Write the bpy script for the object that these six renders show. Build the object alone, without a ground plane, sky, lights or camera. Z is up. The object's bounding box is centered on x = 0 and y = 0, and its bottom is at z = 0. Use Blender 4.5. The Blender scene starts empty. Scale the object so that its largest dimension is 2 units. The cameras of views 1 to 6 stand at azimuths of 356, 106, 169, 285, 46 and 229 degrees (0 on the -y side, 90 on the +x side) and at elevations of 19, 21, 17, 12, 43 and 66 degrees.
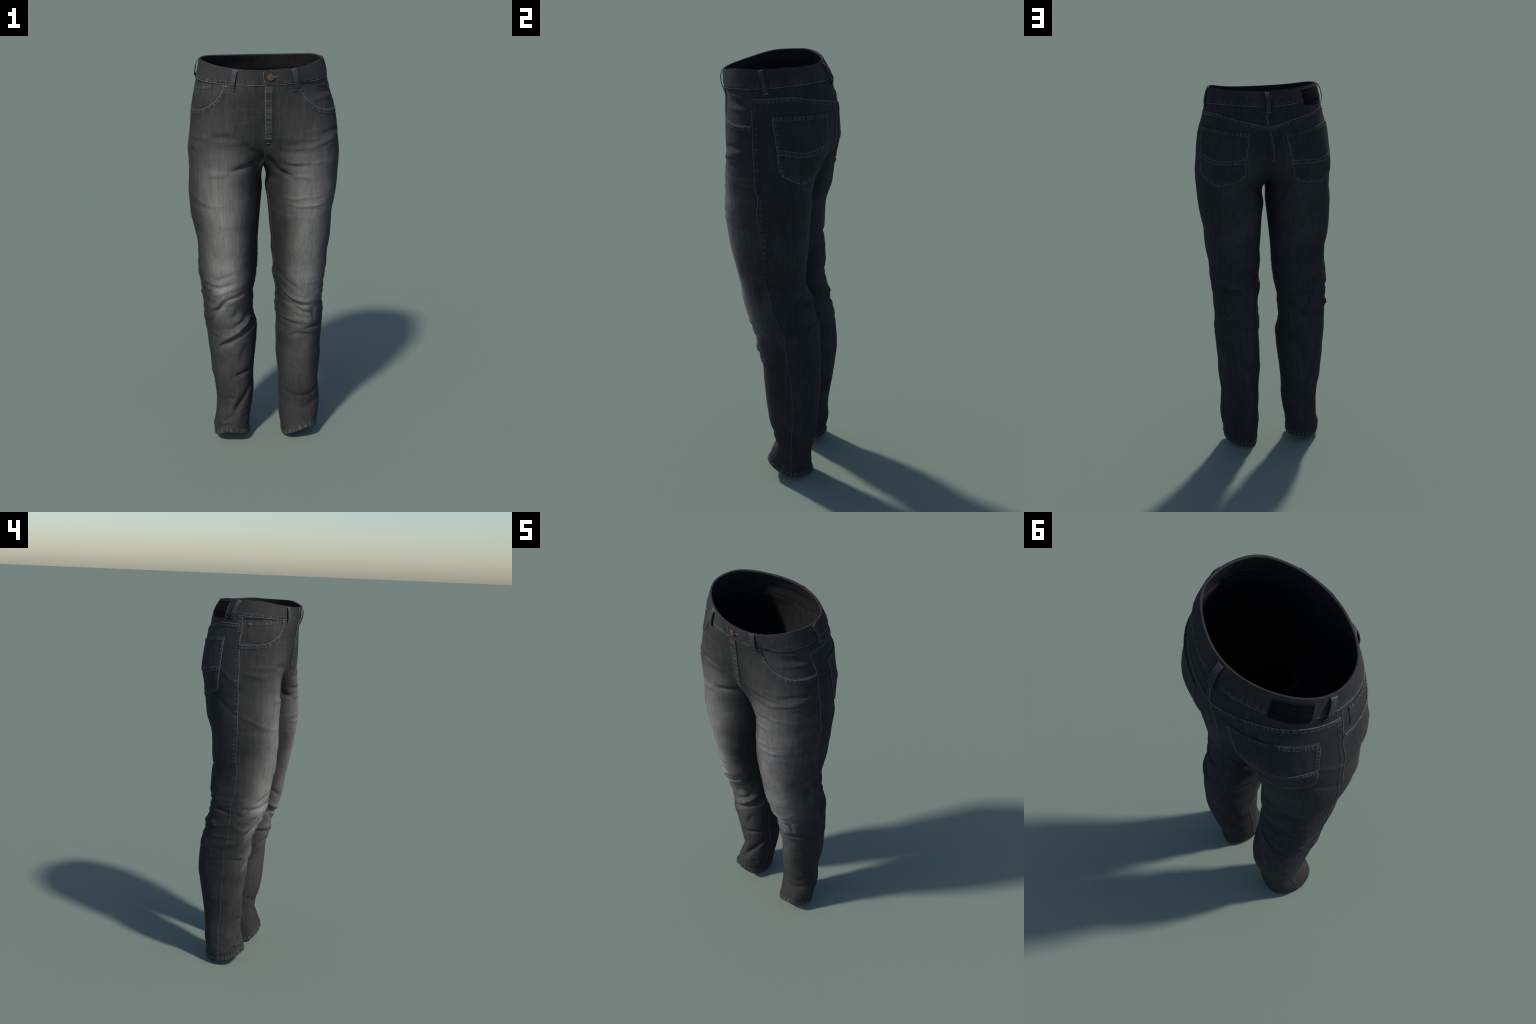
"""A pair of worn grey denim jeans standing as if worn by an invisible person.

The cloth is lofted from support-function rings (torso rings that run round the
whole body, leg rings that run round each leg), split into sewn panels along the
seams; pockets, loops, fly, bands, stitching and hardware are laid on that cloth.
"""
import math
import random

import bpy
import numpy as np
from mathutils import Vector
from mathutils.bvhtree import BVHTree

random.seed(7)
RNG = np.random.default_rng(7)

# --------------------------------------------------------------------------
# Profiles.  Each ring row: centre x, centre y, mean radius, then the strength
# of the 2nd (cos, sin), 3rd (cos, sin) and 4th (cos, sin) harmonic of the ring's support
# function.  Heights of the rows are in TORSO_Z and LEG_Z.
# --------------------------------------------------------------------------
TORSO_Z = np.array([1.38, 1.46, 1.54, 1.62, 1.70, 1.78, 1.86, 1.93, 2.0])
LEG_Z = np.linspace(0.0, 1.65, 26)
TORSO_RINGS = np.array([
    [.0014, -.0120, .3088, .0555, .0017, .0022, -.0012, -.0077, .0024],
    [.0013, -.0117, .3094, .0551, .0017, .0031, -.0026, -.0088, .0020],
    [.0006, -.0101, .3132, .0533, .0012, .0046, -.0049, -.0098, .0012],
    [-.0018, -.0033, .3159, .0464, .0004, .0049, -.0053, -.0091, -.0004],
    [-.0013, -.0062, .3086, .0442, -.0011, .0060, -.0024, -.0072, -.0015],
    [-.0013, -.0108, .2958, .0460, .0012, .0029, -.0010, -.0072, -.0017],
    [-.0030, -.0173, .2774, .0437, .0046, .0004, -.0018, -.0069, -.0024],
    [-.0008, -.0207, .2652, .0415, .0001, -.0019, -.0001, -.0065, .0014],
    [-.0008, -.0330, .2448, .0425, -.0013, -.0042, .0023, -.0046, .0006]])
LEFT_LEG_RINGS = np.array([
    [.1773, .0411, .1043, -.0127, -.0058, .0035, -.0013, -.0004, -.0012],
    [.1768, .0443, .0992, -.0045, -.0069, .0004, .0006, .0005, .0014],
    [.1781, .0596, .0988, .0040, -.0059, -.0012, -.0010, .0006, .0009],
    [.1816, .0732, .1002, .0064, -.0019, .0008, -.0047, .0003, .0005],
    [.1776, .0722, .1052, .0006, -.0048, -.0011, -.0052, .0005, .0007],
    [.1784, .0706, .1090, -.0065, -.0051, -.0021, -.0022, .0012, .0007],
    [.1810, .0723, .1155, -.0079, -.0030, -.0027, .0007, .0021, .0000],
    [.1813, .0745, .1206, -.0071, -.0049, -.0035, .0014, .0022, -.0005],
    [.1811, .0738, .1224, -.0101, -.0050, -.0031, .0014, .0015, -.0001],
    [.1806, .0694, .1271, -.0099, -.0017, -.0001, .0004, .0003, .0004],
    [.1825, .0614, .1305, -.0141, -.0049, .0005, .0019, .0002, .0017],
    [.1794, .0562, .1339, -.0114, -.0049, .0002, .0027, .0003, .0016],
    [.1792, .0423, .1377, -.0188, -.0016, -.0004, .0027, -.0005, .0014],
    [.1759, .0211, .1389, -.0205, -.0036, .0026, .0017, .0006, .0013],
    [.1710, .0045, .1457, -.0164, -.0038, .0042, .0027, .0013, .0001],
    [.1779, -.0096, .1455, -.0124, .0029, .0008, .0029, -.0001, -.0027],
    [.1738, -.0171, .1505, -.0119, .0001, .0006, .0037, -.0009, -.0032],
    [.1777, -.0200, .1589, -.0130, .0000, .0024, .0040, -.0021, -.0012],
    [.1783, -.0218, .1677, -.0135, .0020, .0018, .0053, -.0029, .0006],
    [.1782, -.0221, .1732, -.0153, .0017, .0008, .0061, -.0033, .0008],
    [.1828, -.0221, .1790, -.0137, .0004, .0001, .0061, -.0020, .0002],
    [.1846, -.0189, .1847, -.0138, .0009, -.0021, .0039, .0008, -.0018],
    [.1881, -.0160, .1848, -.0132, .0050, -.0008, .0023, .0013, -.0015],
    [.1727, -.0146, .1963, -.0074, .0001, .0003, -.0000, .0020, -.0010],
    [.1516, -.0110, .2163, -.0043, -.0003, .0007, -.0007, .0020, -.0011],
    [.1256, -.0042, .2306, -.0005, -.0003, .0009, -.0017, .0013, -.0012]])
RIGHT_LEG_RINGS = np.array([
    [-.1706, .0437, .1006, -.0125, .0018, -.0026, -.0001, -.0010, .0003],
    [-.1793, .0427, .1030, -.0084, .0040, -.0009, -.0008, -.0010, -.0009],
    [-.1699, .0565, .0996, -.0103, .0031, .0002, .0015, -.0009, -.0004],
    [-.1594, .0692, .0961, -.0020, -.0026, -.0003, .0045, -.0006, .0007],
    [-.1563, .0728, .1012, -.0016, .0002, -.0006, .0032, -.0011, .0011],
    [-.1594, .0758, .1072, -.0037, .0027, -.0011, .0021, -.0014, .0002],
    [-.1651, .0770, .1152, -.0044, .0021, -.0012, .0012, -.0014, -.0010],
    [-.1669, .0755, .1219, -.0063, -.0005, .0013, .0001, -.0015, -.0017],
    [-.1702, .0726, .1290, -.0061, -.0009, .0038, -.0004, -.0017, -.0016],
    [-.1707, .0685, .1301, -.0032, -.0045, .0051, -.0009, -.0013, -.0004],
    [-.1766, .0607, .1309, -.0004, -.0066, .0054, -.0013, -.0009, .0007],
    [-.1854, .0479, .1312, -.0056, -.0014, .0041, .0012, -.0018, .0011],
    [-.1855, .0321, .1340, -.0079, -.0035, .0014, .0056, -.0013, -.0008],
    [-.1833, .0109, .1405, -.0113, -.0048, -.0016, .0078, -.0007, -.0015],
    [-.1806, .0013, .1453, -.0066, -.0059, -.0029, .0077, .0006, -.0014],
    [-.1794, -.0057, .1528, -.0078, -.0023, -.0016, .0051, .0005, .0008],
    [-.1763, -.0122, .1550, -.0088, -.0028, -.0019, .0039, .0001, .0027],
    [-.1768, -.0212, .1590, -.0113, -.0020, -.0019, .0055, -.0004, .0009],
    [-.1820, -.0208, .1651, -.0095, -.0021, -.0014, .0056, .0001, -.0013],
    [-.1856, -.0252, .1710, -.0072, .0011, -.0012, .0043, .0016, -.0013],
    [-.1880, -.0239, .1746, -.0062, .0028, .0021, .0024, .0025, -.0010],
    [-.1883, -.0163, .1817, -.0101, .0025, .0046, -.0006, .0038, -.0003],
    [-.1859, -.0124, .1846, -.0143, .0019, .0034, -.0016, .0026, -.0005],
    [-.1778, -.0051, .1915, -.0135, .0039, .0039, -.0032, .0023, -.0031],
    [-.1580, -.0000, .2130, -.0078, .0027, .0042, -.0027, .0025, -.0068],
    [-.1310, .0025, .2326, -.0029, .0018, .0038, -.0024, .0015, -.0063]])
RIM_HEIGHT = [1.9887, 0.0099, 0.0094, -0.002, -0.002, -0.0007, -0.0003, -0.0033]
LEFT_HEM_HEIGHT = [0.0324, 0.0191, -0.0314, -0.009, -0.0051]
RIGHT_HEM_HEIGHT = [0.0405, 0.0027, -0.0208, -0.0127, 0.0069]

SPLIT_Z = 1.62        # height where the two halves part, front and back
SPREAD = math.radians(50)               # how far the outer cloth wraps past front and back of a leg

# centre front and centre back seen from the side, and the fork seam between the legs from back to front
FRONT_Z = np.array([1.62, 1.65, 1.69, 1.742, 1.789, 1.86, 1.896, 1.967, 2.01])
FRONT_Y = np.array([-.204, -.213, -.219, -.225, -.2295, -.2385, -.2415, -.243, -.243])
BACK_Z = np.array([1.62, 1.692, 1.764, 1.811, 1.86, 1.893, 1.94, 2.01])
BACK_Y = np.array([.236, .2415, .2435, .243, .233, .2265, .205, .17])
FORK_Q = np.array([0, .15, .3, .45, .57, .7, .82, .92, 1.])
FORK_Y = np.array([.236, .212, .15, .06, -.02, -.085, -.15, -.183, -.204])
FORK_Z = np.array([1.62, 1.610, 1.598, 1.560, 1.518, 1.534, 1.560, 1.588, 1.62])

# the outer side seams seen from the side
LEFT_SEAM_Z = np.array([.036, .15, .267, .43, .54, .65, .757, .825, .91, 1.0, 1.10, 1.17, 1.28, 1.45, 1.54, 1.63, 1.777, 1.87, 1.915, 2.0])
LEFT_SEAM_Y = np.array([.076, .082, .088, .098, .094, .084, .067, .052, .025, .005, -.010, -.016, -.019, -.022, -.027, -.031, -.038, -.050, -.060, -.066])
RIGHT_SEAM_Z = np.array([.037, .11, .22, .35, .526, .667, .734, .80, .89, .987, 1.08, 1.2, 1.34, 1.47, 1.633, 1.78, 1.856, 1.915, 2.0])
RIGHT_SEAM_Y = np.array([.061, .065, .062, .055, .043, .034, .022, .012, .000, -.014, -.022, -.028, -.031, -.030, -.026, -.023, -.021, -.025, -.028])

# distance-along-half-girth (0 front centre, 1 back centre) -> height of the sewn lines
GIRTH = np.array([0, .10, .19, .34, .50, .70, .86, .94, 1.0])
WAIST_SEAM = np.array([1.897, 1.902, 1.906, 1.911, 1.917, 1.924, 1.922, 1.917, 1.911])
YOKE_GIRTH = np.array([0, .30, .45, .575, .66, .76, .89, .96, 1.0])
YOKE_LINE = np.array([1.84, 1.86, 1.873, 1.877, 1.879, 1.873, 1.849, 1.829, 1.812])


def ring_weights(levels, z):
    """Catmull-Rom interpolation weights over the ring heights."""
    z = np.clip(z, levels[0], levels[-1])
    n = len(levels)
    i = np.clip(np.searchsorted(levels, z, side="right") - 1, 0, n - 2)
    t = (z - levels[i]) / (levels[i + 1] - levels[i])
    before, after = np.clip(i - 1, 0, n - 1), np.clip(i + 2, 0, n - 1)
    h = levels[i + 1] - levels[i]
    d1 = np.where(i > 0, levels[i + 1] - levels[before], h)
    d2 = np.where(i < n - 2, levels[after] - levels[i], h)
    w = np.zeros((len(z), n))
    r = np.arange(len(z))
    np.add.at(w, (r, i), 2 * t**3 - 3 * t**2 + 1)
    np.add.at(w, (r, i + 1), -2 * t**3 + 3 * t**2)
    k1 = (t**3 - 2 * t**2 + t) * h / d1
    np.add.at(w, (r, i + 1), k1)
    np.add.at(w, (r, np.where(i > 0, before, i)), -k1)
    k2 = (t**3 - t**2) * h / d2
    np.add.at(w, (r, np.where(i < n - 2, after, i + 1)), k2)
    np.add.at(w, (r, i), -k2)
    return w


def ring_points(levels, rings, z, psi):
    """Points of the rings at heights z whose outward normal has the angle psi."""
    psi = np.broadcast_to(psi, z.shape)
    p = (ring_weights(levels, z.ravel()) @ rings).reshape(z.shape + (9,))
    cx, cy, rad, a2, b2, a3, b3, a4, b4 = np.moveaxis(p, -1, 0)
    h = rad + a2 * np.cos(2 * psi) + b2 * np.sin(2 * psi) + a3 * np.cos(3 * psi) + b3 * np.sin(3 * psi) + a4 * np.cos(4 * psi) + b4 * np.sin(4 * psi)
    d = -2 * a2 * np.sin(2 * psi) + 2 * b2 * np.cos(2 * psi) - 3 * a3 * np.sin(3 * psi) + 3 * b3 * np.cos(3 * psi) - 4 * a4 * np.sin(4 * psi) + 4 * b4 * np.cos(4 * psi)
    return cx + h * np.cos(psi) - d * np.sin(psi), cy + h * np.sin(psi) + d * np.cos(psi)


def smooth(x):
    x = np.clip(x, 0, 1)
    return x * x * (3 - 2 * x)


def rim_z(psi):
    r = RIM_HEIGHT
    return r[0] + r[1] * np.sin(psi) + r[2] * np.cos(2 * psi) + r[3] * np.cos(psi) + r[4] * np.sin(3 * psi) + r[5] * np.sin(2 * psi) + r[6] * np.cos(3 * psi) + r[7] * np.cos(4 * psi)


def hem_z(psi, h):
    return h[0] + h[1] * np.cos(psi) + h[2] * np.sin(psi) + h[3] * np.cos(2 * psi) + h[4] * np.sin(2 * psi)


def curve_at(xs, ys, x):
    """Smooth curve through the control points (xs, ys)."""
    return (ring_weights(xs, np.ravel(x)) @ ys).reshape(np.shape(x))


# --------------------------------------------------------------------------
# The cloth grid of one half: outer columns from front centre round the side to
# back centre, inner columns from the back round the inside of the leg to the front
# --------------------------------------------------------------------------
COLS_OUT, COLS_IN = 141, 57
SIDE_COL, IN_COL = 70, 36
ROWS_BAND, ROWS_YOKE, ROWS_HIP, ROWS_LEG = 14, 18, 42, 262
ROW_BAND, ROW_YOKE, ROW_SPLIT = ROWS_BAND, ROWS_BAND + ROWS_YOKE, ROWS_BAND + ROWS_YOKE + ROWS_HIP


def outer_cloth(leg, hem, side, s):
    """Points of the outer columns; s is the place along the half girth, per row and column."""
    psi_t = -np.pi / 2 + np.pi * s
    psi_l = -np.pi / 2 - SPREAD + (np.pi + 2 * SPREAD) * s
    if side < 0:
        psi_t, psi_l = np.pi - psi_t, np.pi - psi_l
    top, band, yoke = rim_z(psi_t), curve_at(GIRTH, WAIST_SEAM, s), curve_at(YOKE_GIRTH, YOKE_LINE, s)
    hem_line = hem_z(psi_l, hem)
    zo = np.empty_like(top)
    row = 0
    for a, b, n in ((top, band, ROWS_BAND), (band, yoke, ROWS_YOKE), (yoke, np.full_like(top, SPLIT_Z), ROWS_HIP), (np.full_like(top, SPLIT_Z), hem_line, ROWS_LEG)):
        t = (np.arange(n) / n)[:, None]
        zo[row : row + n] = a[row : row + n] * (1 - t) + b[row : row + n] * t
        row += n
    zo[row] = hem_line[row]
    xt, yt = ring_points(TORSO_Z, TORSO_RINGS, zo, psi_t)
    xl, yl = ring_points(LEG_Z, leg, zo, psi_l)
    e = np.abs(2 * s - 1) ** 2
    start, stop = 1.68 * (1 - e) + SPLIT_Z * e, 1.44 * (1 - e) + (SPLIT_Z - 0.11) * e
    w = smooth((start - zo) / (start - stop))
    yo = yt * (1 - w) + yl * w
    # the centre seams follow their own profile and the cloth beside them is drawn along
    keep = smooth((zo - (SPLIT_Z - 0.11)) / 0.11)
    f0 = ring_points(TORSO_Z, TORSO_RINGS, zo, np.full_like(zo, -np.pi / 2))[1]
    b0 = ring_points(TORSO_Z, TORSO_RINGS, zo, np.full_like(zo, np.pi / 2))[1]
    yo = yo + keep * ((curve_at(FRONT_Z, FRONT_Y, zo) - f0) * np.exp(-((s / 0.12) ** 2)) + (curve_at(BACK_Z, BACK_Y, zo) - b0) * np.exp(-(((1 - s) / 0.12) ** 2)))
    return np.stack([xt * (1 - w) + xl * w, yo, zo], -1)


def build_half(leg, hem, side):
    s = np.broadcast_to(np.linspace(0, 1, COLS_OUT), (ROW_SPLIT + ROWS_LEG + 1, COLS_OUT))
    outer = outer_cloth(leg, hem, side, s)
    # slide the columns along the girth until the side column follows the sewn side seam
    seam_z, seam_y = (LEFT_SEAM_Z, LEFT_SEAM_Y) if side > 0 else (RIGHT_SEAM_Z, RIGHT_SEAM_Y)
    mid = slice(COLS_OUT // 4, COLS_OUT * 3 // 4)
    at = []
    for r in range(len(outer)):
        y = outer[r, mid, 1]
        at.append(np.interp(curve_at(seam_z, seam_y, outer[r, SIDE_COL, 2]), y, s[r, mid]))
    at = np.convolve(np.pad(at, 12, mode="edge"), np.ones(25) / 25, "valid")[:, None]
    s = np.where(s < 0.5, s * 2 * at, at + (s - 0.5) * 2 * (1 - at))
    outer = outer_cloth(leg, hem, side, s)
    q = np.linspace(0, 1, COLS_IN)
    psi_i = np.pi / 2 + SPREAD + (np.pi - 2 * SPREAD) * q
    if side < 0:
        psi_i = np.pi - psi_i
    saddle = curve_at(FORK_Q, FORK_Z, q)
    t = (np.arange(ROWS_LEG + 1) / ROWS_LEG)[:, None]
    zi = saddle * (1 - t) + hem_z(psi_i, hem) * t
    xi, yi = ring_points(LEG_Z, leg, zi, psi_i)
    k = np.sqrt(1 - (1 - np.clip((saddle - zi) / 0.05, 0, 1)) ** 2)
    y_saddle = curve_at(FORK_Q, FORK_Y, q)
    w = smooth((saddle - zi) / 0.13)
    inner = np.stack([xi * k, y_saddle * (1 - w) + yi * w, zi], -1)
    inner[:, 0], inner[:, -1] = outer[ROW_SPLIT:, -1], outer[ROW_SPLIT:, 0]
    return outer, inner


def assemble_cloth():
    """One welded vertex list for both halves; returns points, quads and, per quad, (side, part, row, col)."""
    pts, quads, tags = [], [], []
    count = 0
    shared = {}
    for side, leg, hem in ((1, LEFT_LEG_RINGS, LEFT_HEM_HEIGHT), (-1, RIGHT_LEG_RINGS, RIGHT_HEM_HEIGHT)):
        outer, inner = build_half(leg, hem, side)
        io = np.full(outer.shape[:2], -1)
        ii = np.full(inner.shape[:2], -1)
        if side < 0:
            io[: ROW_SPLIT + 1, 0], io[: ROW_SPLIT + 1, -1] = shared["front"], shared["back"]
            ii[0] = shared["saddle"]
        new = io < 0
        io[new] = count + np.arange(new.sum())
        count += new.sum()
        pts.append(outer[new])
        ii[:, 0], ii[:, -1] = io[ROW_SPLIT:, -1], io[ROW_SPLIT:, 0]
        if side < 0:
            ii[0] = shared["saddle"]
        new = ii < 0
        ii[new] = count + np.arange(new.sum())
        count += new.sum()
        pts.append(inner[new])
        if side > 0:
            shared = {"front": io[: ROW_SPLIT + 1, 0], "back": io[: ROW_SPLIT + 1, -1], "saddle": ii[0]}
        for part, idx in ((0, io), (1, ii)):
            a, b, c, d = idx[:-1, :-1], idx[1:, :-1], idx[1:, 1:], idx[:-1, 1:]
            qd = np.stack([a, b, c, d] if side > 0 else [a, d, c, b], -1)
            r, cc = np.meshgrid(np.arange(qd.shape[0]), np.arange(qd.shape[1]), indexing="ij")
            quads.append(qd.reshape(-1, 4))
            tags.append(np.stack([np.full(r.size, side), np.full(r.size, part), r.ravel(), cc.ravel()], -1))
        if side > 0:
            grids = {1: (io, ii)}
        else:
            grids[-1] = (io, ii)
    return np.concatenate(pts), np.concatenate(quads), np.concatenate(tags), grids


def vertex_normals(p, quads):
    n = np.cross(p[quads[:, 2]] - p[quads[:, 0]], p[quads[:, 3]] - p[quads[:, 1]])
    out = np.zeros_like(p)
    for k in range(4):
        np.add.at(out, quads[:, k], n)
    return out / (np.linalg.norm(out, axis=1, keepdims=True) + 1e-12)


def lattice_noise(p, seed):
    """Smooth value noise in -1..1 at points p (already scaled)."""
    i = np.floor(p).astype(np.int64)
    f = p - i
    f = f * f * (3 - 2 * f)
    total = np.zeros(len(p))
    for dx in (0, 1):
        for dy in (0, 1):
            for dz in (0, 1):
                h = (i[:, 0] + dx) * 374761393 + (i[:, 1] + dy) * 668265263 + (i[:, 2] + dz) * 2147483647 + seed * 1274126177
                h = (h ^ (h >> 13)) * 1103515245 & 0x7FFFFFFF
                v = ((h ^ (h >> 16)) & 0xFFFF) / 32767.5 - 1
                total += v * np.where(dx, f[:, 0], 1 - f[:, 0]) * np.where(dy, f[:, 1], 1 - f[:, 1]) * np.where(dz, f[:, 2], 1 - f[:, 2])
    return total


def polyline(points, n=24):
    """Smooth resampling of control points."""
    pts = np.array(points, float)
    if len(pts) < 3:
        t = np.linspace(0, 1, n)[:, None]
        return pts[0] * (1 - t) + pts[-1] * t
    d = np.r_[0, np.cumsum(np.linalg.norm(np.diff(pts, axis=0), axis=1))]
    return ring_weights(d, np.linspace(0, d[-1], n)) @ pts


def straight(points, n=24):
    """Resampling that keeps the corners of the control path."""
    pts = np.array(points, float)
    d = np.r_[0, np.cumsum(np.linalg.norm(np.diff(pts, axis=0), axis=1))]
    at = np.linspace(0, d[-1], n)
    return np.stack([np.interp(at, d, pts[:, k]) for k in range(3)], -1)


def fold_field(p, control, width, reach=3.0):
    """Bell of 1 along the polyline, fading to its ends and to both sides."""
    line = polyline(control, 70)
    out = np.zeros(len(p))
    lo, hi = line.min(0) - reach * width, line.max(0) + reach * width
    sel = np.where(((p > lo) & (p < hi)).all(1))[0]
    if not len(sel):
        return out
    d = np.linalg.norm(p[sel][:, None] - line[None], axis=2)
    k = d.argmin(1)
    t = k / (len(line) - 1)
    taper = np.minimum(1, np.minimum(t + 0.12, 1.12 - t) * 3.2)
    out[sel] = np.exp(-((d[np.arange(len(sel)), k] / width) ** 2)) * taper
    return out


# --------------------------------------------------------------------------
# Folds and creases: (height in mm, half width in mm, path over the cloth)
# --------------------------------------------------------------------------
FOLD_GROUP_1 = [
    (-5, 11, [(-.29, -.06,  .90), (-.26, -.09,  .90), (-.23, -.13,  .90)]),
    (-4, 13, [(-.25, -.12,  .93), (-.21, -.15,  .96), (-.17, -.17,  .98)]),
    (4, 16, [(-.27, -.09,  .86), (-.22, -.13,  .88), (-.17, -.16,  .91), (-.12, -.14,  .91)]),
    (-6, 13, [(-.07, -.08,  .91), (-.12, -.13,  .87), (-.19, -.14,  .84), (-.23, -.10,  .79), (-.26, -.07,  .73), (-.28, -.03,  .68)]),
    (-5, 20, [(-.12, -.10,  .81), (-.14, -.09,  .76), (-.16, -.08,  .71)]),
    (4, 14, [(-.22, -.12,  .84), (-.26, -.08,  .76), (-.27, -.05,  .71)]),
    (6, 13, [(-.08, -.03,  .71), (-.12, -.06,  .66), (-.16, -.06,  .63), (-.21, -.06,  .61), (-.26, -.03,  .63)]),
    (-6, 11, [(-.06, -.01,  .66), (-.10, -.04,  .63), (-.16, -.06,  .60), (-.23, -.05,  .56)]),
    (-4, 14, [(-.10, -.04,  .55), (-.12, -.04,  .51), (-.13, -.04,  .46)]),
    (-5, 11, [(-.15, -.04,  .38), (-.11, -.02,  .40), (-.07,  .02,  .41)]),
    (-7, 13, [(-.09, -.00,  .30), (-.12, -.03,  .23), (-.17, -.04,  .17)]),
    (5, 14, [(-.14, -.03,  .30), (-.17, -.03,  .22), (-.20, -.03,  .16)]),
    (-6, 9, [(-.23, -.03,  .13), (-.18, -.04,  .15), (-.10, -.01,  .14)]),
    (-5, 8, [(-.26, -.01,  .09), (-.22, -.05,  .11), (-.16, -.06,  .11)]),
    (-5, 11, [(.07, -.08,  .97), (.10, -.12,  .93), (.14, -.15,  .90)]),
    (6, 12, [(.07, -.07,  .90), (.11, -.10,  .85), (.15, -.12,  .83), (.19, -.12,  .82), (.24, -.09,  .79)]),
    (-6, 11, [(.08, -.07,  .86), (.12, -.10,  .82), (.17, -.12,  .79), (.22, -.11,  .80), (.29, -.01,  .76)]),
    (-5, 11, [(.09, -.05,  .81), (.13, -.10,  .79), (.18, -.10,  .75), (.23, -.09,  .74)]),
    (4, 13, [(.09, -.02,  .71), (.14, -.07,  .70), (.19, -.09,  .70), (.23, -.08,  .68)]),
    (-4, 10, [(.09, -.01,  .69), (.13, -.06,  .68), (.18, -.08,  .67)]),
    (-6, 11, [(.20, -.08,  .65), (.24, -.07,  .66), (.29,  .01,  .64)]),
    (-4, 11, [(.10, -.01,  .58), (.16, -.07,  .62), (.23, -.06,  .61)]),
    (-5, 9, [(.23, -.09,  .76), (.24, -.07,  .71), (.24, -.07,  .69)]),
    (-4, 14, [(.09,  .01,  .28), (.14, -.02,  .25), (.22, -.02,  .25), (.27, -.00,  .29)]),
]
FOLD_GROUP_2 = [
    (-4, 14, [(.17, -.02,  .17), (.21, -.02,  .18), (.27,  .01,  .21)]),
    (-6, 14, [(-.16, -.20, 1.50), (-.11, -.18, 1.51), (-.05, -.15, 1.53), (-.02, -.15, 1.55)]),
    (5, 15, [(-.18, -.21, 1.49), (-.22, -.21, 1.49), (-.26, -.19, 1.49)]),
    (-5, 16, [(-.11, -.21, 1.64), (-.09, -.20, 1.61), (-.05, -.18, 1.58)]),
    (-5, 15, [(-.24, -.20, 1.66), (-.19, -.21, 1.66), (-.14, -.21, 1.65)]),
    (5, 12, [(-.34, -.08, 1.66), (-.30, -.17, 1.66), (-.26, -.20, 1.66)]),
    (4, 14, [(-.34, -.08, 1.62), (-.32, -.14, 1.62), (-.28, -.19, 1.62)]),
    (3, 9, [(-.33, -.12, 1.36), (-.27, -.19, 1.34), (-.20, -.21, 1.34)]),
    (-7, 12, [(.02, -.18, 1.56), (.05, -.16, 1.50), (.08, -.18, 1.48), (.12, -.20, 1.47)]),
    (-5, 11, [(.07, -.19, 1.53), (.12, -.21, 1.52), (.17, -.21, 1.52), (.23, -.20, 1.53)]),
    (4, 10, [(.10, -.21, 1.54), (.17, -.21, 1.53), (.25, -.20, 1.53)]),
    (3, 9, [(.12, -.20, 1.47), (.17, -.22, 1.47), (.21, -.21, 1.46)]),
    (3, 8, [(.09, -.18, 1.37), (.12, -.20, 1.36), (.17, -.22, 1.37), (.25, -.20, 1.37)]),
    (3, 8, [(.10, -.19, 1.34), (.14, -.21, 1.33), (.20, -.22, 1.33), (.27, -.19, 1.33)]),
    (4, 12, [(.14, -.20, 1.60), (.20, -.20, 1.60), (.27, -.18, 1.62), (.34, -.11, 1.63)]),
    (-4, 12, [(.06, -.20, 1.59), (.12, -.20, 1.58), (.19, -.20, 1.59)]),
    (-4, 12, [(.27, -.18, 1.66), (.31, -.14, 1.67), (.34, -.09, 1.67)]),
    (3, 9, [(.23, -.17, 1.88), (.29, -.11, 1.88), (.30, -.07, 1.88)]),
    (-3, 9, [(.23, -.17, 1.85), (.30, -.10, 1.85), (.31, -.06, 1.86)]),
    (3, 9, [(.23, -.18, 1.82), (.31, -.10, 1.83), (.32, -.06, 1.83)]),
    (4, 10, [(.28, -.17, 1.63), (.34, -.11, 1.65), (.35, -.05, 1.67)]),
    (4, 10, [(.29, -.17, 1.60), (.33, -.12, 1.61), (.35, -.05, 1.62)]),
    (-3, 14, [(.26,  .17, 1.48), (.24,  .17, 1.43), (.21,  .18, 1.40)]),
    (-4, 11, [(.31, -.00, 1.05), (.30,  .05, 1.04), (.27,  .10, 1.02)]),
]
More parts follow.
